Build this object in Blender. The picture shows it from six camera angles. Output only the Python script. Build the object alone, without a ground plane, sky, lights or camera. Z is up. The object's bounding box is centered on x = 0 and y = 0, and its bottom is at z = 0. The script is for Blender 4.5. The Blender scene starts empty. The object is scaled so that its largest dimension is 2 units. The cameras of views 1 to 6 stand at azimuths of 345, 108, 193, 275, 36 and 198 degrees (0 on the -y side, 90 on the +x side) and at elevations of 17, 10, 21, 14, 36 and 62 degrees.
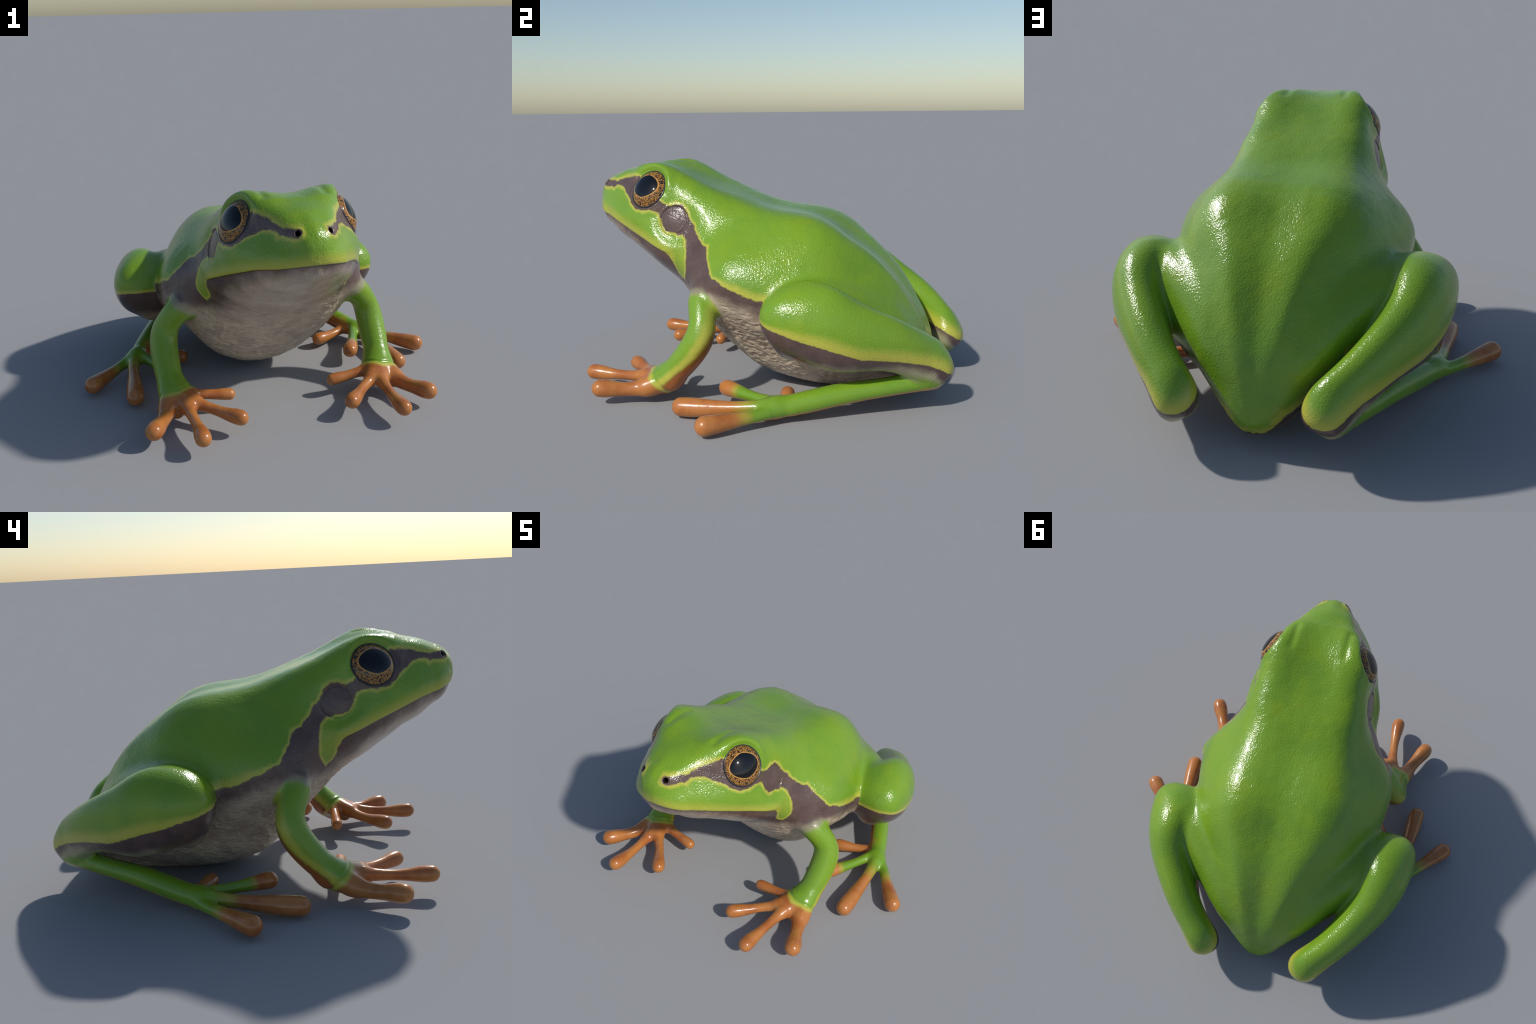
import math
import numpy as np

# ---------------------------------------------------------------------------
#  Shape of the animal: an implicit surface.  Everything is symmetric in x, so
#  all sizes are given for the left half (x >= 0); head towards -y.
# ---------------------------------------------------------------------------

def smooth(x, a, b):
    t = np.clip((x - a) / (b - a), 0.0, 1.0)
    return t * t * (3.0 - 2.0 * t)


def spline_basis(knots, x, clamped=False):
    """Weights of a natural (or zero-slope) cubic spline through `knots` at x."""
    knots = np.asarray(knots, float)
    n, h = len(knots), np.diff(knots)
    a, b = np.zeros((n, n)), np.zeros((n, n))
    for i in range(1, n - 1):
        a[i, i - 1], a[i, i], a[i, i + 1] = h[i - 1], 2 * (h[i - 1] + h[i]), h[i]
        b[i, i - 1] += 6 / h[i - 1]
        b[i, i] -= 6 / h[i - 1] + 6 / h[i]
        b[i, i + 1] += 6 / h[i]
    if clamped:
        a[0, 0], a[0, 1], b[0, 0], b[0, 1] = 2 * h[0], h[0], -6 / h[0], 6 / h[0]
        a[-1, -1], a[-1, -2], b[-1, -1], b[-1, -2] = 2 * h[-1], h[-1], -6 / h[-1], 6 / h[-1]
    else:
        a[0, 0] = a[-1, -1] = 1.0
    m = np.linalg.solve(a, b)
    x = np.clip(x, knots[0], knots[-1])
    i = np.clip(np.searchsorted(knots, x) - 1, 0, n - 2)
    hh = h[i]
    p = (knots[i + 1] - x) / hh
    q = 1.0 - p
    w = np.zeros((len(x), n))
    r = np.arange(len(x))
    w[r, i] += p
    w[r, i + 1] += q
    return w + ((p**3 - p) * hh**2 / 6)[:, None] * m[i] + ((q**3 - q) * hh**2 / 6)[:, None] * m[i + 1]


# --- trunk and head: radii around a sloping axis from snout to vent ---------
AXIS_START = np.array([0.0, -1.0, 0.93])
AXIS_DIR = np.array([0.0, 1.90, -0.83]) / math.hypot(1.90, 0.83)
AXIS_UP = np.array([0.0, 0.83, 1.90]) / math.hypot(1.90, 0.83)
S_FIRST, S_LAST = 0.002, 2.066
STATIONS = np.array([0, .05, .11, .18, .26, .34, .43, .53, .65, .78, .92, 1.06, 1.2, 1.35, 1.5, 1.65, 1.8, 1.92, 2.04])
# each row is one cross-section: radius from the crown (left) round the side to the belly (right)
SECTIONS = np.array([
    [.134, .130, .131, .120, .111, .111, .104, .091, .085, .093, .099],
    [.132, .129, .132, .122, .118, .133, .141, .130, .113, .108, .110],
    [.152, .151, .157, .148, .149, .170, .172, .151, .130, .121, .122],
    [.191, .195, .203, .193, .200, .224, .218, .191, .166, .153, .153],
    [.227, .237, .258, .247, .252, .274, .260, .223, .192, .177, .175],
    [.272, .295, .337, .313, .308, .317, .288, .243, .210, .193, .191],
    [.313, .343, .403, .364, .344, .350, .311, .256, .222, .206, .204],
    [.329, .353, .409, .388, .365, .383, .337, .273, .236, .219, .216],
    [.347, .367, .418, .410, .383, .392, .348, .288, .246, .225, .221],
    [.371, .392, .428, .427, .442, .459, .404, .337, .284, .256, .249],
    [.404, .426, .461, .477, .527, .541, .464, .395, .336, .303, .294],
    [.457, .483, .515, .527, .553, .544, .468, .426, .387, .356, .347],
    [.489, .524, .552, .546, .546, .522, .440, .412, .405, .394, .389],
    [.462, .498, .530, .524, .508, .480, .414, .390, .385, .384, .383],
    [.431, .457, .465, .467, .447, .420, .371, .353, .349, .348, .347],
    [.364, .387, .400, .417, .391, .357, .313, .296, .289, .289, .289],
    [.268, .285, .305, .331, .296, .262, .231, .224, .222, .225, .227],
    [.182, .194, .203, .219, .201, .187, .172, .172, .168, .170, .174],
    [.085, .097, .114, .142, .147, .158, .153, .157, .156, .160, .165],
])
ANGLES = np.linspace(0.0, math.pi, SECTIONS.shape[1])


def body_table(ns=600, na=240):
    s = np.linspace(S_FIRST, S_LAST, ns + 1)
    knots = S_FIRST + (S_LAST - S_FIRST) * STATIONS / STATIONS[-1]
    t = spline_basis(knots, s) @ SECTIONS @ spline_basis(ANGLES, np.linspace(0, math.pi, na + 1), True).T
    front = np.sqrt(np.clip(1 - np.clip((S_FIRST + 0.10 - s) / 0.10, 0, 1) ** 2, 0, 1))
    rear = np.sqrt(np.clip(1 - np.clip((s - S_LAST + 0.22) / 0.22, 0, 1) ** 2, 0, 1))
    return t * (front * rear)[:, None]


BODY = body_table()


def axis_coords(p):
    """station s along the body and height v over the axis (planes stand upright at the snout)"""
    d = p - AXIS_START
    v = d @ AXIS_UP
    s = d @ AXIS_DIR
    w = np.clip(1 - s / 0.7, 0, 1)
    return s + 0.436 * v * w * w * (3 - 2 * w), v


def trunk(p):
    s, v = axis_coords(p)
    v = v - np.interp(s, [0, .3, .7, 1.2, 2.2], [.03, .08, .05, 0, 0])
    rho, ang = np.hypot(p[..., 0], v), np.arctan2(np.abs(p[..., 0]), v)
    ns, na = BODY.shape[0] - 1, BODY.shape[1] - 1
    a = np.clip((s - S_FIRST) / (S_LAST - S_FIRST), 0, 1) * ns
    i = np.minimum(a.astype(np.int32), ns - 1)
    a = a - i
    b = np.clip(ang / math.pi, 0, 1) * na
    j = np.minimum(b.astype(np.int32), na - 1)
    b = b - j
    r = (BODY[i, j] * (1 - a) + BODY[i + 1, j] * a) * (1 - b) + (BODY[i, j + 1] * (1 - a) + BODY[i + 1, j + 1] * a) * b
    # two soft ridges along the back, converging on the rump, with a shallow trough between
    ridge_x = np.interp(s, [.7, 1.0, 1.12, 1.25, 1.38, 1.54, 1.68, 1.80, 1.94, 2.06], [.24, .255, .26, .25, .218, .170, .126, .092, .054, .03])
    width = ridge_x * .55
    x = np.abs(p[..., 0])
    along = smooth(s, .70, 1.0) * (1 - smooth(s, 1.65, 1.98)) * (v > 0)
    r = r + along * (.006 * np.exp(-((x - ridge_x) / (.26 * ridge_x + .010)) ** 2) - .009 * np.exp(-(x / width) ** 2)
                     - .004 * np.exp(-((x - 1.75 * ridge_x) / (.40 * ridge_x)) ** 2))
    over = np.maximum(np.maximum(S_FIRST - s, s - S_LAST), 0)
    return np.where(over > 0, np.hypot(rho, over), rho - r)


# --- limbs: sweeps of a round or upright-oval section along a spline ---------
class Sweep:
    def __init__(self, points, steps):
        points = np.array(points, float)
        k = len(points)
        t = np.linspace(0, 1, steps + 1)
        self.q = spline_basis(np.linspace(0, 1, k), t) @ points if k > 2 else points[0] + t[:, None] * (points[1] - points[0])
        self.oval = points.shape[1] == 5
        self.tangent = np.gradient(self.q[:, :3], axis=0)
        reach = self.q[:, 3:].max() + 0.10
        self.low, self.high = self.q[:, :3].min(0) - reach, self.q[:, :3].max(0) + reach

    def __call__(self, p):
        near = np.full(p.shape[:-1], 9.0)
        where = np.zeros(p.shape[:-1])
        last = len(self.q) - 2
        for k, (q0, q1) in enumerate(zip(self.q[:-1], self.q[1:])):
            ab = q1[:3] - q0[:3]
            pa = p - q0[:3]
            t = np.clip((pa @ ab) / (ab @ ab), 0, 1)
            d = pa - t[..., None] * ab
            e = np.sqrt((d * d).sum(-1)) - (0 if self.oval else q0[3] + t * (q1[3] - q0[3]))
            m = e < near
            near[m] = e[m]
            if self.oval:
                where[m] = k + t[m]
        if not self.oval:
            return near
        # oval: distance to the upright ellipse at the nearest point of the spine
        i = np.minimum(where.astype(int), last)
        t = (where - i)[..., None]
        c = self.q[i] * (1 - t) + self.q[i + 1] * t
        along = self.tangent[i] * (1 - t) + self.tangent[i + 1] * t
        along = along / np.linalg.norm(along, axis=-1, keepdims=True)
        up = np.array([0, 0, 1.0]) - along * along[..., 2:]
        up = up / np.linalg.norm(up, axis=-1, keepdims=True)
        d = p - c[..., :3]
        u, v, w = (d * np.cross(along, up)).sum(-1), (d * up).sum(-1), (d * along).sum(-1)
        w = np.where((where <= 0) | (where >= last + 1), w, 0)
        ru, rv = c[..., 3], c[..., 4]
        rw = np.minimum(ru, rv)
        k = np.sqrt((u / ru) ** 2 + (v / rv) ** 2 + (w / rw) ** 2) + 1e-9
        g = np.sqrt((u / ru**2) ** 2 + (v / rv**2) ** 2 + (w / rw**2) ** 2) + 1e-9
        return (k - 1) * k / g


class Loft:
    """sections (side shift, lift, half width, half height) along a straight chord, closed by round caps"""
    def __init__(self, start, end, knots, sections, cap_start, cap_end):
        self.a, b = np.array(start), np.array(end)
        self.length = np.linalg.norm(b - self.a)
        self.d = (b - self.a) / self.length
        self.up = np.array([0, 0, 1.0]) - self.d * self.d[2]
        self.up /= np.linalg.norm(self.up)
        self.side = np.cross(self.d, self.up)
        t = np.linspace(0, 1, 401)
        self.tab = spline_basis(knots, t) @ np.array(sections, float)
        caps = np.sqrt(np.clip(1 - np.clip(1 - t / cap_start, 0, 1) ** 2, 0, 1)) * np.sqrt(np.clip(1 - np.clip((t - 1) / cap_end + 1, 0, 1) ** 2, 0, 1))
        self.tab[:, 2:] *= np.maximum(caps, 0.02)[:, None]
        ends = np.array([self.a, b])
        self.low, self.high = ends.min(0) - 0.33, ends.max(0) + 0.33

    def __call__(self, p):
        q = p - self.a
        t = q @ self.d / self.length
        a = np.clip(t, 0, 1) * 400
        i = np.minimum(a.astype(int), 399)
        a = (a - i)[..., None]
        c = self.tab[i] * (1 - a) + self.tab[i + 1] * a
        u, v, ru, rv = q @ self.side - c[..., 0], q @ self.up - c[..., 1], c[..., 2], c[..., 3]
        over = np.where(t < 0, -t, np.maximum(t - 1, 0)) * self.length
        k = np.sqrt((u / ru) ** 2 + (v / rv) ** 2) + 1e-9
        g = np.sqrt((u / ru**2) ** 2 + (v / rv**2) ** 2) + 1e-9
        f = (k - 1) * k / g
        return np.where(over > 0, np.sqrt(np.maximum(f, 0) ** 2 + over**2), f)


ARM = Sweep([(.40, -.215, .575, .066), (.474, -.22, .514, .069), (.538, -.196, .432, .066), (.570, -.211, .327, .072), (.568, -.305, .200, .068), (.560, -.372, .132, .062)], 40)
PALM = [Sweep([(.560, -.365, .132, .062), (.603, -.475, .086, .049)], 3), Sweep([(.560, -.365, .137, .060), (.510, -.52, .103, .038)], 3),
        Sweep([(.550, -.365, .137, .058), (.465, -.50, .112, .036)], 3), Sweep([(.535, -.360, .135, .052), (.475, -.405, .112, .034)], 3),
        Sweep([(.545, -.400, .085, .045), (.555, -.470, .062, .036)], 2)]
FINGERS = [Sweep([(.500, -.400, .114, .034), (.420, -.409, .107, .026), (.360, -.413, .099, .026), (.310, -.416, .094, .030), (.278, -.418, .090, .030)], 16),
           Sweep([(.480, -.490, .110, .034), (.405, -.553, .098, .026), (.350, -.612, .093, .029), (.308, -.660, .094, .037), (.284, -.688, .095, .037)], 18),
           Sweep([(.512, -.520, .106, .036), (.504, -.615, .098, .026), (.498, -.710, .094, .028), (.496, -.785, .095, .038), (.497, -.830, .097, .039)], 18),
           Sweep([(.595, -.455, .086, .048), (.632, -.540, .076, .037), (.662, -.605, .079, .037), (.687, -.655, .085, .044), (.702, -.684, .088, .043)], 18)]
FEMUR = Sweep([(.580, .255, .450, .10, .175), (.495, .360, .460, .11, .185), (.385, .490, .420, .11, .170), (.265, .590, .340, .10, .13)], 60)
TIBIA = Loft((.683, .137, .500), (.309, 1.007, .195), [0, .12, .26, .42, .60, .78, .92, 1.0],
             [(.014, .048, .158, .158), (-.003, .046, .158, .173), (.030, .056, .145, .191), (.057, .044, .118, .173),
              (.043, .055, .097, .134), (-.003, .034, .090, .120), (-.048, -.003, .101, .122), (-.050, .004, .120, .091)], .20, .14)
SHANK = Sweep([(.320, .905, .165, .052), (.441, .691, .141, .046), (.527, .510, .120, .052), (.620, .330, .088, .052), (.690, .190, .070, .046)], 26)
TOES = [Sweep([(.640, .290, .075, .035), (.570, .268, .060, .026), (.505, .238, .054, .027), (.450, .214, .054, .035), (.418, .204, .053, .036)], 16),
        Sweep([(.660, .240, .085, .040), (.620, .150, .083, .028), (.580, .055, .084, .028), (.535, -.040, .087, .038), (.510, -.083, .086, .040)], 16),
        Sweep([(.680, .210, .078, .044), (.704, .110, .073, .033), (.718, -.010, .063, .034), (.730, -.150, .055, .045), (.737, -.232, .053, .045)], 22),
        Sweep([(.690, .220, .070, .042), (.750, .178, .063, .030), (.820, .100, .058, .031), (.896, .015, .056, .042), (.938, -.032, .056, .046)], 22)]
# which part a point belongs to is found from the nearest of these
PART_SWEEPS = dict(arm=[ARM], hand=PALM, finger=FINGERS, thigh=[FEMUR, TIBIA], shank=[SHANK], toe=TOES)

EYE_C, EYE_N, EYE_R, EYE_RISE = np.array([.265, -.590, 1.039]), np.array([.834, -.258, .503]), .103, .046
EYE_N = EYE_N / np.linalg.norm(EYE_N)
DRUM_C, DRUM_N, DRUM_R = np.array([.333, -.421, .888]), np.array([.971, .011, .237]), .072
NOSTRIL = np.array([.073, -.938, 1.055])


def blend(a, b, k):
    h = np.clip(0.5 + 0.5 * (b - a) / k, 0, 1)
    return b + (a - b) * h - k * h * (1 - h)


def segment_distance(p, a, b):
    a, ab = np.array(a), np.array(b) - np.array(a)
    t = np.clip(((p - a) @ ab) / (ab @ ab), 0, 1)
    return np.linalg.norm(p - a - t[..., None] * ab, axis=-1)


def head_details(p, f):
    # the skin round the eye lies in the plane of the eyelid, with a low rim
    d = p - EYE_C
    h = d @ EYE_N
    rad = np.linalg.norm(d - h[..., None] * EYE_N, axis=-1)
    w = (1 - smooth(rad, .105, .165)) * (1 - smooth(np.abs(h), .05, .13))
    f = f * (1 - w) + w * (h + .001)
    upness = ((d - h[..., None] * EYE_N) @ np.array([-.38, .50, .78])) / np.maximum(rad, 1e-6)
    f = f - .015 * np.exp(-((rad - .126) / .022) ** 2) * smooth(upness, .15, .75) * (np.abs(h) < .06)
    f = blend(f, np.hypot(rad - (EYE_R + .006), h + .004) - .005, .010)
    # ear drum: a flat disc in a shallow ring
    d = p - DRUM_C
    h = d @ DRUM_N
    rad = np.linalg.norm(d - h[..., None] * DRUM_N, axis=-1)
    w = (1 - smooth(rad, .065, .150)) * (1 - smooth(np.abs(h), .05, .11))
    f = f * (1 - w) + w * (h - .007 + .006 * smooth(rad, .0, .08))
    f = f + np.where(np.abs(h) < .06, .0045 * np.exp(-((rad - DRUM_R) / .0055) ** 2) - .0035 * np.exp(-((rad - DRUM_R - .011) / .006) ** 2), 0)
    # fold above and behind the eye
    f = f + .009 * np.exp(-(segment_distance(p, (.146, -.665, 1.160), (.150, -.525, 1.168)) / .021) ** 2)
    # nostril with a low rim
    r = np.linalg.norm(p - NOSTRIL, axis=-1)
    f = f - .0025 * np.exp(-((r - .022) / .008) ** 2)
    f = -blend(-f, segment_distance(p, NOSTRIL + np.array([.006, -.008, .004]), NOSTRIL + np.array([-.020, .030, -.012])) - .0120, .006)
    return f


def box(points, low, high):
    return np.all((points > low) & (points < high), axis=-1)


def shape(points):
    """signed distance of the whole skin (negative inside)"""
    p = np.abs(points[..., :1]) * np.array([1.0, 0, 0]) + points * np.array([0, 1.0, 1.0])
    f = trunk(p)
    m = box(p, (0, -1.1, .6), (.55, -.2, 1.4))
    f[m] = head_details(p[m], f[m])

    def group(sweeps, k):
        low = np.min([s.low for s in sweeps], 0)
        high = np.max([s.high for s in sweeps], 0)
        idx = np.nonzero(box(p, low, high))[0]
        q = p[idx]
        g = np.full(len(idx), 9.0)
        for s in sweeps:
            m = box(q, s.low, s.high)
            g[m] = blend(g[m], s(q[m]), k)
        return idx, g

    idx, g = group([ARM], .02)
    f[idx] = blend(f[idx], g, .055)
    idx, g = group([FEMUR], .02)
    f[idx] = blend(f[idx], g, .075)
    idx, g = group([TIBIA], .02)
    f[idx] = blend(f[idx], g, .035)
    idx, g = group([SHANK], .02)
    f[idx] = blend(f[idx], g, .018)
    idx, g = group(PALM, .03)
    f[idx] = blend(f[idx], g, .03)
    idx, g = group(FINGERS, .012)
    f[idx] = blend(f[idx], g, .018)
    idx, g = group(TOES, .022)
    f[idx] = blend(f[idx], g, .022)
    return f


# ---------------------------------------------------------------------------
#  Surface of the implicit shape (surface nets), then pushed onto it exactly
# ---------------------------------------------------------------------------
def sample_grid(h):
    low = np.array([0.5 * h, -1.05, -0.03])
    n = np.ceil((np.array([1.03, 1.06, 1.27]) - low) / h / 8).astype(int) * 8
    blocks = n // 8
    bi = np.stack(np.meshgrid(*[np.arange(b) for b in blocks], indexing="ij"), -1).reshape(-1, 3)
    fc = shape(low + (bi * 8 + 3.5) * h)
    full = np.repeat(np.repeat(np.repeat(np.where(fc < 0, -1.0, 1.0).reshape(blocks), 8, 0), 8, 1), 8, 2)
    near = bi[np.abs(fc) < 8 * h * 1.6]
    off = np.stack(np.meshgrid(*[np.arange(8)] * 3, indexing="ij"), -1).reshape(-1, 3)
    for k in range(0, len(near), 1500):
        idx = (near[k:k + 1500, None] * 8 + off[None]).reshape(-1, 3)
        full[idx[:, 0], idx[:, 1], idx[:, 2]] = shape(low + idx * h)
    return np.concatenate([full[::-1], full]), low - np.array([n[0] * h, 0, 0])


def surface_nets(f, low, h):
    inside = f < 0
    nx, ny, nz = np.array(f.shape) - 1
    acc = np.zeros((nx, ny, nz, 3), np.float32)
    cnt = np.zeros((nx, ny, nz), np.float32)
    corners = [np.array(c) for c in np.ndindex(2, 2, 2)]
    for a in corners:
        for ax in range(3):
            if a[ax]:
                continue
            b = a.copy()
            b[ax] = 1
            sa = tuple(slice(a[i], a[i] + (nx, ny, nz)[i]) for i in range(3))
            sb = tuple(slice(b[i], b[i] + (nx, ny, nz)[i]) for i in range(3))
            cross = np.nonzero(inside[sa] != inside[sb])
            fa, fb = f[sa][cross], f[sb][cross]
            pos = np.tile(a.astype(np.float32), (len(fa), 1))
            pos[:, ax] += fa / (fa - fb)
            acc[cross] += pos
            cnt[cross] += 1
    cell = np.nonzero(cnt)
    index = np.full(cnt.shape, -1, np.int64)
    index[cell] = np.arange(len(cell[0]))
    verts = low + (np.stack(cell, -1) + acc[cell] / cnt[cell][:, None]) * h
    faces = []
    for ax in range(3):
        u, v = (ax + 1) % 3, (ax + 2) % 3
        sa = [slice(1, n) for n in (nx, ny, nz)]
        sa[ax] = slice(0, (nx, ny, nz)[ax])
        sb = list(sa)
        sb[ax] = slice(1, (nx, ny, nz)[ax] + 1)
        ia, ib = inside[tuple(sa)], inside[tuple(sb)]
        e = np.stack(np.nonzero(ia != ib), -1)
        base = e + np.array([0 if i == ax else 1 for i in range(3)])
        du, dv = np.eye(3, dtype=int)[u], np.eye(3, dtype=int)[v]
        quad = np.stack([index[tuple((base - d).T)] for d in (du + dv, dv, 0 * du, du)], -1)
        flip = ~ia[tuple(e.T)]
        quad[flip] = quad[flip][:, ::-1]
        faces.append(quad)
    return verts, np.concatenate(faces)


def project(p, rounds, e=0.0012):
    """Newton steps along the gradient, both from four samples at the corners of a small tetrahedron"""
    k = np.array([[1, -1, -1], [-1, -1, 1], [-1, 1, -1], [1, 1, 1]], float)
    for _ in range(rounds):
        samples = [shape(p + e * d) for d in k]
        g = sum(f[:, None] * d for f, d in zip(samples, k)) / (4 * e)
        step = sum(samples) / 4 / np.maximum((g * g).sum(-1), 0.25)
        p = p - np.clip(step, -0.006, 0.006)[:, None] * g
    return p


def relax(p, faces, amount=0.5):
    """even out the quads by moving each vertex to the mean of its face centres"""
    c = p[faces].mean(1)
    acc, n = np.zeros_like(p), np.zeros(len(p))
    for k in range(4):
        for ax in range(3):
            acc[:, ax] += np.bincount(faces[:, k], c[:, ax], len(p))
        n += np.bincount(faces[:, k], minlength=len(p))
    return p + amount * (acc / n[:, None] - p)


def vertex_normals(p, faces):
    n = np.cross(p[faces[:, 2]] - p[faces[:, 0]], p[faces[:, 3]] - p[faces[:, 1]])
    acc = np.stack([sum(np.bincount(faces[:, k], n[:, ax], len(p)) for k in range(4)) for ax in range(3)], -1)
    return acc / np.maximum(np.linalg.norm(acc, axis=-1), 1e-12)[:, None]


def value_noise(p, seed):
    """smooth lattice noise in [-1, 1]"""
    i = np.floor(p).astype(np.int64)
    t = p - i
    t = t * t * t * (t * (t * 6 - 15) + 10)
    out = 0.0
    for c in np.ndindex(2, 2, 2):
        q = i + np.array(c)
        hsh = (q[:, 0] * 73856093 ^ q[:, 1] * 19349663 ^ q[:, 2] * 83492791 ^ (seed * 2654435761)) & 0x7FFFFFFF
        hsh = (hsh ^ (hsh >> 13)) * 1274126177 & 0x7FFFFFFF
        hsh = hsh ^ (hsh >> 16)
        w = np.prod([t[:, k] if c[k] else 1 - t[:, k] for k in range(3)], axis=0)
        out = out + w * ((hsh & 0xFFFF) / 32767.5 - 1.0)
    return out


def sweeps_distance(p, sweeps):
    q = np.abs(p[:, :1]) * np.array([1.0, 0, 0]) + p * np.array([0, 1.0, 1.0])
    out = np.full(len(p), 9.0)
    for s in sweeps:
        m = box(q, s.low, s.high)
        out[m] = np.minimum(out[m], s(q[m]))
    return out


VOXEL = 0.006
grid, corner = sample_grid(VOXEL)
verts, faces = surface_nets(grid, corner, VOXEL)
verts = project(verts, 2)
for _ in range(2):
    verts = project(relax(verts, faces), 1)
normal = vertex_normals(verts, faces)


# ---------------------------------------------------------------------------
#  Materials.  A small expression layer over shader nodes keeps them readable.
# ---------------------------------------------------------------------------
import bpy
import bmesh
from mathutils import Matrix


class Num:
    """a socket (or constant) with arithmetic that adds Math nodes"""
    tree = None

    def __init__(self, sock):
        self.s = sock

    @staticmethod
    def op(kind, *args, clamp=False):
        n = Num.tree.nodes.new("ShaderNodeMath")
        n.operation = kind
        n.use_clamp = clamp
        for i, a in enumerate(args):
            if isinstance(a, Num):
                Num.tree.links.new(a.s, n.inputs[i])
            else:
                n.inputs[i].default_value = a
        return Num(n.outputs[0])

    def __add__(self, o): return Num.op("ADD", self, o)
    __radd__ = __add__
    def __sub__(self, o): return Num.op("SUBTRACT", self, o)
    def __rsub__(self, o): return Num.op("SUBTRACT", o, self)
    def __mul__(self, o): return Num.op("MULTIPLY", self, o)
    __rmul__ = __mul__
    def __truediv__(self, o): return Num.op("DIVIDE", self, o)
    def __neg__(self): return Num.op("MULTIPLY", self, -1.0)


def nmax(a, *r):
    for b in r:
        a = Num.op("MAXIMUM", a, b)
    return a


def nmin(a, *r):
    for b in r:
        a = Num.op("MINIMUM", a, b)
    return a


def ramp(x, a, b):
    """smooth 0..1 as x goes from a to b (a may exceed b)"""
    n = Num.tree.nodes.new("ShaderNodeMapRange")
    n.interpolation_type = "SMOOTHSTEP"
    Num.tree.links.new(x.s, n.inputs["Value"])
    lo, hi = (a, b) if a < b else (b, a)
    n.inputs["From Min"].default_value, n.inputs["From Max"].default_value = lo, hi
    n.inputs["To Min"].default_value, n.inputs["To Max"].default_value = (0, 1) if a < b else (1, 0)
    return Num(n.outputs[0])


def curve(x, points, x_range, y_range):
    """piecewise curve through points, as a Float Curve node"""
    n = Num.tree.nodes.new("ShaderNodeFloatCurve")
    cm = n.mapping
    cv = cm.curves[0]
    (x0, x1), (y0, y1) = x_range, y_range
    pts = [((px - x0) / (x1 - x0), (py - y0) / (y1 - y0)) for px, py in points]
    while len(cv.points) < len(pts):
        cv.points.new(0.5, 0.5)
    for k, (a, b) in enumerate(pts):
        cv.points[k].location = (a, b)
        cv.points[k].handle_type = "VECTOR"
    cm.update()
    t = Num.op("MULTIPLY_ADD", x, 1 / (x1 - x0), -x0 / (x1 - x0), clamp=True)
    Num.tree.links.new(t.s, n.inputs["Value"])
    return Num(n.outputs[0]) * (y1 - y0) + y0


def mix(fac, a, b):
    """colour mix; a and b are colour sockets or (r, g, b)"""
    n = Num.tree.nodes.new("ShaderNodeMix")
    n.data_type = "RGBA"
    if isinstance(fac, Num):
        Num.tree.links.new(fac.s, n.inputs["Factor"])
    else:
        n.inputs["Factor"].default_value = fac
    for name, c in (("A", a), ("B", b)):
        sock = [i for i in n.inputs if i.name == name and i.type == "RGBA"][0]
        if isinstance(c, tuple):
            sock.default_value = (*c, 1)
        else:
            Num.tree.links.new(c, sock)
    return [o for o in n.outputs if o.type == "RGBA"][0]


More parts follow.
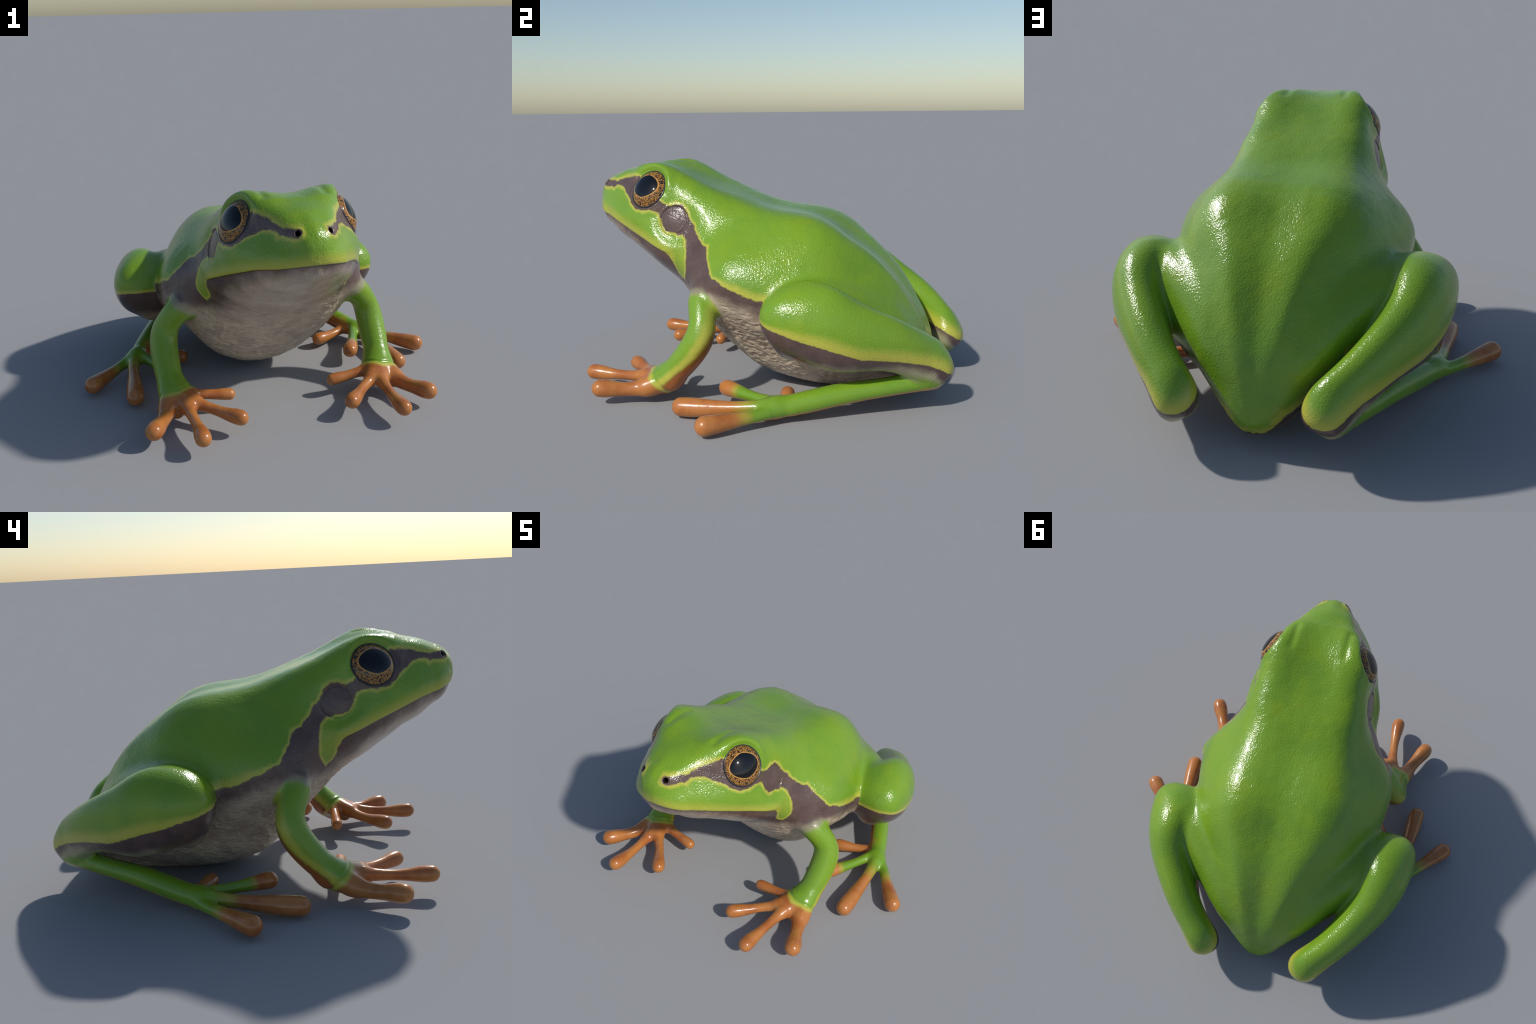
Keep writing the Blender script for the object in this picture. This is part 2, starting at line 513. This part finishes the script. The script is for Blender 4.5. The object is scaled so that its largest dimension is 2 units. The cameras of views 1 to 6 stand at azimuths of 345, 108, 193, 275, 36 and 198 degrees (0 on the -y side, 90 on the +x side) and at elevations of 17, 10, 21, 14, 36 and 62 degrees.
class Skin:
    """coordinates shared by every skin material; the left side is mirrored onto the right"""

    def __init__(self, name):
        self.mat = bpy.data.materials.new(name)
        self.mat.use_nodes = True
        t = Num.tree = self.mat.node_tree
        self.bsdf = t.nodes["Principled BSDF"]
        self.coord = t.nodes.new("ShaderNodeTexCoord").outputs["Object"]
        sep = t.nodes.new("ShaderNodeSeparateXYZ")
        t.links.new(self.coord, sep.inputs[0])
        self.x = Num.op("ABSOLUTE", Num(sep.outputs[0]))
        self.y, self.z = Num(sep.outputs[1]), Num(sep.outputs[2])
        geo = t.nodes.new("ShaderNodeNewGeometry")
        nsep = t.nodes.new("ShaderNodeSeparateXYZ")
        t.links.new(geo.outputs["Normal"], nsep.inputs[0])
        self.nx, self.ny, self.nz = (Num(o) for o in nsep.outputs)
        self.nx = self.nx * Num.op('SIGN', Num(sep.outputs[0]))

    def dot(self, p, d):
        return (self.x - p[0]) * d[0] + (self.y - p[1]) * d[1] + (self.z - p[2]) * d[2]

    def dist(self, p):
        a, b, c = self.x - p[0], self.y - p[1], self.z - p[2]
        return Num.op("SQRT", a * a + b * b + c * c)

    def capsule(self, a, b):
        a, b = np.array(a), np.array(b)
        ab = b - a
        k = ab / (ab @ ab)
        t = Num.op("ADD", self.dot(tuple(a), tuple(k)), 0.0, clamp=True)
        u, v, w = self.x - a[0] - t * ab[0], self.y - a[1] - t * ab[1], self.z - a[2] - t * ab[2]
        return Num.op("SQRT", u * u + v * v + w * w)

    def noise(self, scale, detail=2.0, rough=0.5, stretch=None):
        n = Num.tree.nodes.new("ShaderNodeTexNoise")
        n.inputs["Scale"].default_value = scale
        n.inputs["Detail"].default_value = detail
        n.inputs["Roughness"].default_value = rough
        src = self.coord
        if stretch:
            m = Num.tree.nodes.new("ShaderNodeMapping")
            m.inputs["Scale"].default_value = stretch
            Num.tree.links.new(src, m.inputs[0])
            src = m.outputs[0]
        Num.tree.links.new(src, n.inputs["Vector"])
        return Num(n.outputs["Fac"])

    def cells(self, scale):
        n = Num.tree.nodes.new("ShaderNodeTexVoronoi")
        n.feature = "SMOOTH_F1"
        n.inputs["Scale"].default_value = scale
        Num.tree.links.new(self.coord, n.inputs["Vector"])
        return Num(n.outputs["Distance"])

    def finish(self, colour, rough, height=None, strength=0.4, distance=0.004, coat=0.0):
        t = Num.tree
        t.links.new(colour, self.bsdf.inputs["Base Color"])
        if isinstance(rough, Num):
            t.links.new(rough.s, self.bsdf.inputs["Roughness"])
        else:
            self.bsdf.inputs["Roughness"].default_value = rough
        self.bsdf.inputs["Specular IOR Level"].default_value = 0.5
        self.bsdf.inputs["Coat Weight"].default_value = coat
        self.bsdf.inputs["Coat Roughness"].default_value = 0.12
        if height is not None:
            b = t.nodes.new("ShaderNodeBump")
            b.inputs["Strength"].default_value = strength
            b.inputs["Distance"].default_value = distance
            t.links.new(height.s, b.inputs["Height"])
            t.links.new(b.outputs[0], self.bsdf.inputs["Normal"])
        return self.mat


GREEN, GREEN_DEEP, GREEN_WARM = (.186, .340, .022), (.150, .298, .022), (.222, .350, .015)
YELLOW, BROWN, BROWN_DARK = (.52, .49, .070), (.122, .076, .065), (.090, .056, .049)
BELLY, BELLY_DARK, PALE = (.60, .495, .365), (.36, .28, .21), (.36, .34, .20)
ORANGE, ORANGE_DEEP, RUST = (.50, .190, .048), (.40, .125, .030), (.20, .075, .015)

# edges of the side stripe, in (s, v) axis coordinates
STRIPE_TOP = [(0, .140), (.050, .145), (.084, .160), (.130, .176), (.162, .188), (.197, .211), (.225, .232), (.273, .262), (.320, .288), (.40, .272),
              (.470, .247), (.499, .244), (.516, .250), (.533, .271), (.558, .282), (.576, .275), (.590, .270), (.611, .246), (.637, .225), (.653, .226),
              (.674, .206), (.693, .193), (.722, .181), (.744, .169), (.789, .166), (.802, .148), (.821, .128), (.855, .105), (.871, .089), (.897, .076),
              (.936, .081), (.982, .073), (1.03, .077), (1.070, .074), (1.137, .081), (1.20, .098), (1.35, .10), (1.80, .04), (1.95, .008), (2.0, .010), (2.05, -.04)]
STRIPE_LOW = [(0, .115), (.065, .119), (.126, .146), (.142, .146), (.155, .160), (.170, .173), (.205, .185), (.228, .189), (.258, .178), (.291, .171),
              (.312, .156), (.342, .147), (.377, .158), (.392, .162), (.427, .183), (.454, .191), (.477, .188), (.498, .156), (.530, .128), (.556, .130),
              (.580, .140), (.606, .139), (.621, .152), (.640, .146), (.658, .135), (.683, .099), (.699, .068), (.713, .036), (.724, .010), (.735, -.05)]
LIP = [(0, -.004), (.033, -.002), (.107, .005), (.193, .020), (.284, .024), (.403, .029), (.506, .031), (.575, .031), (.605, .024),
       (.632, .004), (.655, -.024), (.675, -.042), (.700, -.052), (.735, -.055)]
BROWN_END = [(0, -.03), (.2, -.015), (.35, -.02), (.5, -.06), (.62, -.10), (.75, -.10), (.86, -.06), (.95, .0), (1.1, .015), (1.25, .0), (1.5, -.04), (2.05, -.10)]
ARM_BACK = [(.10, -.405), (.136, -.373), (.193, -.302), (.260, -.226), (.332, -.174), (.391, -.146), (.459, -.138), (.60, -.135)]
THIGH_EDGE = [(.10, .492), (.143, .487), (.165, .482), (.215, .466), (.281, .450), (.344, .426), (.404, .409), (.464, .391), (.541, .361), (.62, .327),
              (.697, .314), (.79, .296), (.889, .264), (.949, .230), (.981, .205), (1.02, .18)]


def greens(k):
    c = mix(ramp(k.noise(4.0, 3.0), .40, .66) * .7, GREEN, GREEN_DEEP)
    c = mix(ramp(k.noise(7.0, 2.0), .45, .75) * .7, c, GREEN_WARM)
    return mix(ramp(k.noise(70.0, 2.0), .60, .80) * .30, c, (.10, .22, .03))


def bellies(k):
    c = mix(ramp(k.noise(9.0, 4.0, .6), .38, .66), BELLY, (.44, .345, .265))
    return mix(ramp(k.noise(60.0, 3.0), .5, .75) * .25, c, BELLY_DARK)


def browns(k):
    c = mix(ramp(k.noise(14.0, 4.0, .6), .35, .7), BROWN, BROWN_DARK)
    return mix(ramp(k.noise(90.0, 2.0), .55, .8) * .25, c, (.17, .115, .105))


def oranges(k):
    c = mix(ramp(k.noise(10.0, 3.0), .40, .68), ORANGE, ORANGE_DEEP)
    return mix(ramp(k.noise(45.0, 3.0, .6), .58, .8) * .35, c, (.56, .26, .07))


def trunk_colour(k):
    v = k.dot((0, -1.0, .93), tuple(AXIS_UP))
    s = k.dot((0, -1.0, .93), tuple(AXIS_DIR))
    w = ramp(s, .7, 0.0)
    s = s + .436 * v * w
    v0 = v
    v = v + (k.noise(38.0, 2.0, .5) - .5) * .020
    sj = s + (k.noise(34.0, 1.0) - .5) * .010

    def signed(points, xr, v=v, s=sj):
        a, b = curve(s, points, xr, (-.15, .35)), curve(s + .012, points, xr, (-.15, .35))
        slope = (b - a) / .012
        return (v - a) / Num.op("SQRT", slope * slope + 1.0)

    d_top, d_low, d_lip = signed(STRIPE_TOP, (0, 2.05)), signed(STRIPE_LOW, (0, .75)), signed(LIP, (0, .75), v0 + (v - v0) * ramp(s, .56, .62), s)
    cheek = nmin(-d_low, d_lip, .725 - s)
    inside = nmax(d_top, cheek, .048 - s, nmin(.058 - k.x, .15 - s))          # signed distance into the green
    inside = nmin(inside, nmax(d_lip, s - .70))
    wide = .008 + .013 * ramp(s, .90, 1.05)
    edge = ramp(inside / wide, 2.6, .4)            # yellow line along every border
    lip = ramp(d_lip, .065, .004) * ramp(s, .70, .60) * .9
    patch = ramp(k.dist((.395, -.37, .69)), .13, .03) * .22
    green = mix(nmax(edge * .85, lip * .85, patch), greens(k), YELLOW)
    fade = curve(s, BROWN_END, (0, 2.05), (-.15, .35)) + (k.noise(12.0, 3.0, .5) - .5) * .07
    near_brown = mix(ramp(v - fade, -.16, .0) * .45, bellies(k), BELLY_DARK)
    throat = mix(ramp(v - fade, -.035, .05), near_brown, browns(k))
    body = mix(ramp(inside, -.005, .005), throat, green)
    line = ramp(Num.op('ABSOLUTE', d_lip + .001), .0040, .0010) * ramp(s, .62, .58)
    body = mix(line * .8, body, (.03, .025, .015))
    # dark margin and inside of the nostril
    pit = k.capsule(NOSTRIL, NOSTRIL + np.array([-.022, .034, -.014]))
    body = mix(ramp(pit, .024, .017), body, BROWN_DARK)
    return mix(ramp(pit, .0150, .0105), body, (.018, .012, .009))


def arm_colour(k):
    e = k.y - curve(k.z, ARM_BACK, (.10, .60), (-.45, -.10)) + (k.noise(25.0, 2.0) - .5) * .02
    weak = 1.0 - .5 * ramp(k.z, .36, .46)
    c = mix(ramp(e, -.045, -.004) * .85 * weak, greens(k), YELLOW)
    c = mix(ramp(e, .008, .045) * ramp(k.z, .44, .36), c, RUST)
    c = mix(ramp(e, .020, .060) * ramp(k.z, .36, .20), c, ORANGE_DEEP)
    wrist = -.7 * k.y - .7 * k.z + .5 * nmax(.54 - k.x, 0.0) + (k.noise(30.0, 2.0) - .5) * .012
    c = mix(ramp(wrist, .194, .214) * .8, c, YELLOW)
    return mix(ramp(wrist, .212, .234), c, oranges(k))


def skin_height(k):
    """pebbled grain"""
    return .9 * k.noise(135.0, 2.0, .55) + .7 * k.noise(72.0, 2.0, .5) + .4 * ramp(k.cells(130.0), .0, .6)


def trunk_skin(name, whole_arm):
    k = Skin(name)
    arm = ramp(k.capsule((.45, -.215, .53), (.545, -.195, .42)), .098, .078)
    if whole_arm:
        arm = nmax(arm, ramp(k.z, .52, .46))
    along = k.dot((.520, -.215, .600), (.52, .10, -.85)) + (k.noise(20.0, 2.0) - .5) * .03
    ring = mix(ramp(along, .02, .06), PALE, arm_colour(k))
    c = trunk_colour(k)
    c = mix(arm * ramp(along, -.012, .022) * (.65 + .35 * ramp(along, .02, .05)), c, ring)
    if whole_arm:
        return k.finish(c, .27, skin_height(k) * ramp(k.z, .12, .25), .32, .003, .15)
    return k.finish(c, .20, skin_height(k), .42, .004, .10)


def thigh_skin(name):
    k = Skin(name)
    e = k.z - curve(k.y, THIGH_EDGE, (.10, 1.02), (.1, .55)) + (k.noise(55.0, 3.0, .6) - .5) * .014
    slack = .012 + .022 * ramp(k.y, .15, .5)
    green = mix(ramp(e / slack, 2.4, .5) * .9, greens(k), YELLOW)
    band = .030 + .10 * ramp(k.y, .85, .25) + .05 * ramp(k.y, .91, .98) + (k.noise(11.0, 4.0, .6) - .5) * .06
    low = mix(ramp(-e - band, -.03, .03), browns(k), mix(ramp(k.y, .6, .85), BELLY_DARK, PALE))
    c = mix(ramp(e, -.003, .004), low, green)
    # the heel turns green again under a pale line
    heel = ramp(-e, .055, .095) * ramp(k.y, .78, .88) * ramp(k.y, .975, .93)
    c = mix(heel, c, greens(k))
    return k.finish(c, .20, skin_height(k), .38, .004, .10)


def leg_skin(name, point=None, direction=None, reach=.06):
    k = Skin(name)
    c = greens(k)
    under = ramp(k.nz, -.40, -.80)
    flank = ramp(k.nx * -.75 - k.ny * .5 - k.nz * .3, .22, .62) * ramp(k.y, .12, .22) * ramp(k.y, .95, .80)
    inner = ramp(k.dot((.640, .270, .07), (-.90, .42, -.1)), .0, .045) * ramp(k.y, .33, .26)
    orange = nmax(under * .9, flank, inner)
    if point:
        orange = nmax(orange, ramp(k.dot(point, direction) + (k.noise(20.0, 2.0) - .5) * .03, -reach * .7, reach * .7))
    edge = ramp(orange, .0, .5) * ramp(orange, 1.0, .5)
    c = mix(orange, c, oranges(k))
    c = mix(edge * .25, c, YELLOW)
    c = mix(ramp(k.dist((.330, .950, .190)), .11, .05) * .7, c, PALE)
    return k.finish(c, .27, skin_height(k) * ramp(orange, .8, .1), .28, .003, .3)


def drum_skin(name):
    k = Skin(name)
    c = trunk_colour(k)
    return k.finish(c, .22, k.noise(70.0, 3.0, .6), .55, .005, .2)


SKIN, ARM_SKIN, THIGH_SKIN, DRUM_SKIN = trunk_skin("frog_skin", False), trunk_skin("forelimb_skin", True), thigh_skin("thigh_skin"), drum_skin("eardrum_skin")
LEG_SKIN = leg_skin("shank_skin")
TOE_SKINS = [leg_skin("inner_toe_skin", (.60, .28, .07), (-.93, -.36, 0), .05), leg_skin("green_toe_skin", (.572, -.015, .09), (-.37, -.93, 0), .05),
             leg_skin("long_toe_skin", (.705, .085, .08), (.12, -.99, 0), .13), leg_skin("outer_toe_skin", (.815, .110, .08), (.70, -.71, 0), .09)]


def eye_material():
    k = Skin("golden_eye")
    t = Num.tree
    sep = t.nodes.new("ShaderNodeSeparateXYZ")
    t.links.new(k.coord, sep.inputs[0])
    x, y = Num(sep.outputs[0]), Num(sep.outputs[1])
    r = Num.op("SQRT", x * x + y * y)
    # pupil: wide oval drawn out to a point at both ends
    ax, ay = Num.op("ABSOLUTE", x - PUPIL[0]), Num.op("ABSOLUTE", y - PUPIL[1])
    u, v = ax / PUPIL[2], ay / PUPIL[3]
    oval = Num.op("POWER", Num.op("POWER", u, 1.5) + Num.op("POWER", v, 2.0), .5)
    speck = k.noise(165.0, 2.0, .5)
    gold = mix(ramp(k.noise(60.0, 2.0), .4, .7), (.42, .200, .042), (.30, .135, .028))
    gold = mix(ramp(speck, .49, .54), gold, (.022, .016, .014))
    crack = ramp(k.noise(42.0, 3.0, .5), .60, .63)
    gold = mix(crack, gold, (.015, .012, .014))
    gold = mix(ramp(r, .100, .106), gold, (.012, .014, .020))
    ring = mix(ramp(oval, 1.045, 1.065), (.52, .25, .06), gold)
    c = mix(ramp(oval, .985, 1.005), (.004, .005, .007), ring)
    k.finish(c, .06)
    return k.mat


PUPIL = (.004, .004, .080, .064)
EYE = eye_material()
k = Skin("dark_eyelid")
LID = k.finish(mix(k.noise(40.0), (.010, .014, .022), (.03, .03, .035)), .25)

# ---------------------------------------------------------------------------
#  Skin relief: wrinkles of the belly, pebbled flanks, lip step, wrist fold
# ---------------------------------------------------------------------------
q = np.abs(verts[:, :1]) * np.array([1.0, 0, 0]) + verts * np.array([0, 1.0, 1.0])
s_body, v_body = axis_coords(q)
d_trunk = trunk(q)
d_arm = sweeps_distance(verts, [ARM])
d_palm = sweeps_distance(verts, PALM)
d_finger = [sweeps_distance(verts, [f]) for f in FINGERS]
d_thigh = sweeps_distance(verts, [FEMUR, TIBIA])
d_shank = sweeps_distance(verts, [SHANK])
d_toe = [sweeps_distance(verts, [t]) for t in TOES]
d_limb = np.min([d_arm, d_palm, d_thigh, d_shank] + d_finger + d_toe, 0)

# lower jaw set back under the upper lip
MOUTH_S = [0.0, 0.033, 0.107, 0.193, 0.284, 0.403, 0.506, 0.581, 0.615, 0.64]
MOUTH_V = [-0.004, -0.002, 0.005, 0.020, 0.024, 0.028, 0.031, 0.035, 0.043, 0.05]
below = np.interp(s_body, MOUTH_S, MOUTH_V) - v_body
on_head = (1 - smooth(s_body, .57, .63)) * (d_limb > .03)
relief = -0.0045 * smooth(below, -0.002, 0.004) * (1 - smooth(below, 0.010, 0.05)) * on_head
relief += 0.0012 * np.exp(-((below + 0.012) / 0.010) ** 2) * on_head
# belly: crinkled skin, folds run across
belly = smooth(d_limb, .02, .06) * smooth(-v_body + 0.10 * smooth(s_body, .6, 1.0), .06, .16) * smooth(s_body, .45, .85)
wav = q + 0.012 * np.stack([value_noise(q * 30, k) for k in (3, 4, 5)], -1)
fold = 1 - np.abs(value_noise(wav * np.array([28, 34, 60.0]), 7))
fold2 = value_noise(wav * np.array([60, 70, 110.0]), 8)
relief += belly * (0.0080 * (fold - 0.6) + 0.0018 * fold2)
# soft lumps everywhere else
relief += (1 - belly) * 0.0008 * value_noise(q * 26, 11) * (d_limb > .0)
wrist = -.7 * q[:, 1] - .7 * q[:, 2] + .5 * np.maximum(0, .54 - q[:, 0])
fore = np.minimum(d_arm, d_palm) < .01
relief += fore * (-.0030 * np.exp(-((wrist - .198) / .007) ** 2) + .0016 * np.exp(-((wrist - .184) / .008) ** 2))
verts = verts + relief[:, None] * normal
verts[:, 2] = np.maximum(verts[:, 2], 0.0)
normal = vertex_normals(verts, faces)

# ---------------------------------------------------------------------------
#  Which faces belong to which part
# ---------------------------------------------------------------------------
HEAD, TORSO, DRUM, FOREARM, HAND, THIGH, LEG, FOOT, FINGER, TOE = range(10)
cost = np.full((10, len(verts)), 9.0)
cost[HEAD] = np.where(s_body < 0.74, d_trunk, 9)
cost[TORSO] = np.where(s_body >= 0.74, d_trunk, 9)
drum_d = q - DRUM_C
drum_h = drum_d @ DRUM_N
drum_r = np.linalg.norm(drum_d - drum_h[:, None] * DRUM_N, axis=-1)
cost[DRUM] = np.where((drum_r < DRUM_R) & (np.abs(drum_h) < .05), -1, 9)
cost[FOREARM] = np.where(wrist < .222, np.minimum(d_arm, d_palm), 9)
cost[HAND] = np.where(wrist >= .222, np.minimum(d_arm, d_palm), 9)
cost[THIGH] = d_thigh
cost[LEG] = np.where(q[:, 1] > .34, d_shank, 9)
cost[FOOT] = np.where(q[:, 1] <= .34, d_shank, 9)
cost[FINGER] = np.min(d_finger, 0)
cost[TOE] = np.min(d_toe, 0)
label = cost.argmin(0)
which = np.zeros(len(verts), int)
which[label == FINGER] = np.argmin(d_finger, 0)[label == FINGER]
which[label == TOE] = np.argmin(d_toe, 0)[label == TOE]
side = (verts[:, 0] < 0).astype(int)
side[(label == HEAD) | (label == TORSO)] = 0
key = label * 100 + which * 10 + side
fk = np.sort(key[faces], axis=1)
face_key = np.where(fk[:, 1] == fk[:, 2], fk[:, 1], fk[:, 2])


def new_object(name, mesh, parent, material):
    ob = bpy.data.objects.new(name, mesh)
    bpy.context.scene.collection.objects.link(ob)
    ob.parent = parent
    if material:
        mesh.materials.append(material)
    return ob


def skin_part(name, code, parent, material):
    use = faces[face_key == code]
    ids, inv = np.unique(use, return_inverse=True)
    me = bpy.data.meshes.new(name)
    me.vertices.add(len(ids))
    me.vertices.foreach_set("co", verts[ids].astype(np.float32).ravel())
    me.loops.add(use.size)
    me.loops.foreach_set("vertex_index", inv.astype(np.int32).ravel())
    me.polygons.add(len(use))
    me.polygons.foreach_set("loop_start", np.arange(0, use.size, 4, dtype=np.int32))
    me.polygons.foreach_set("loop_total", np.full(len(use), 4, np.int32))
    me.update(calc_edges=True)
    me.validate()
    me.shade_smooth()
    me.normals_split_custom_set_from_vertices(normal[ids].astype(np.float32))
    return new_object(name, me, parent, material)


frog = bpy.data.objects.new("tree_frog", None)
bpy.context.scene.collection.objects.link(frog)
frog["label"] = "bright green tree frog with brown side stripe and orange toes"
frog["category"] = "tree frog"

head = skin_part("head", HEAD * 100, frog, SKIN)
torso = skin_part("torso", TORSO * 100, frog, SKIN)
for sd in (0, 1):
    skin_part("eardrum", DRUM * 100 + sd, head, DRUM_SKIN)
    fore = skin_part("forelimb", FOREARM * 100 + sd, frog, ARM_SKIN)
    skin_part("hand", HAND * 100 + sd, fore, ARM_SKIN)
    for k in range(4):
        skin_part("finger", FINGER * 100 + k * 10 + sd, fore, ARM_SKIN)
    hind = skin_part("hindlimb", THIGH * 100 + sd, frog, THIGH_SKIN)
    skin_part("shank", LEG * 100 + sd, hind, LEG_SKIN)
    skin_part("foot", FOOT * 100 + sd, hind, LEG_SKIN)
    for k in range(4):
        skin_part("toe", TOE * 100 + k * 10 + sd, hind, TOE_SKINS[k])

# ---------------------------------------------------------------------------
#  Eyes: a domed eyeball in a dark eyelid ring
# ---------------------------------------------------------------------------
def dome_mesh(name, radius, rise, rings=48, around=128):
    """a cap that is flatter at the middle than a ball, closed by a flat back"""
    pts, fs = [(0, 0, rise)], [(0, 1 + k, 1 + (k + 1) % around) for k in range(around)]
    for i in range(1, rings + 1):
        r = math.sin(i / rings * math.pi / 2)
        z = rise * (1 - r**2.2) ** 0.80 - .006 * r**8
        pts += [(radius * r * math.cos(k * 2 * math.pi / around), radius * r * math.sin(k * 2 * math.pi / around), z) for k in range(around)]
        if i < rings:
            a, b = 1 + (i - 1) * around, 1 + i * around
            fs += [(a + k, b + k, b + (k + 1) % around, a + (k + 1) % around) for k in range(around)]
    me = bpy.data.meshes.new(name)
    me.from_pydata(pts, [], fs)
    me.shade_smooth()
    return me


def ring_mesh(name, radius, tube, around=96, section=12, depth=0.0):
    pts, fs = [], []
    for i in range(around):
        t = i * 2 * math.pi / around
        for j in range(section):
            s = j * 2 * math.pi / section
            r = radius + tube * math.cos(s)
            pts.append((r * math.cos(t), r * math.sin(t), depth + tube * math.sin(s)))
    for i in range(around):
        for j in range(section):
            a, b = i * section + j, i * section + (j + 1) % section
            c, d = ((i + 1) % around) * section + (j + 1) % section, ((i + 1) % around) * section + j
            fs.append((a, d, c, b))
    me = bpy.data.meshes.new(name)
    me.from_pydata(pts, [], fs)
    me.shade_smooth()
    return me


for sx in (1, -1):
    axis = EYE_N * np.array([sx, 1, 1])
    centre = EYE_C * np.array([sx, 1, 1])
    right = np.cross([0, 0, 1.0], axis)
    right /= np.linalg.norm(right)
    if sx > 0:
        right = -right
    upv = np.cross(axis, right)
    if upv[2] < 0:
        upv = -upv
    frame = np.stack([right, upv, axis], 1)
    mat = Matrix([[*frame[i], centre[i]] for i in range(3)] + [[0, 0, 0, 1]])
    ob = new_object("eyeball", dome_mesh("eyeball", EYE_R + .006, EYE_RISE), head, EYE)
    ob.matrix_basis = mat
    lid = new_object("eyelid", ring_mesh("eyelid", EYE_R + .001, .0048, depth=.003), head, LID)
    lid.matrix_basis = mat
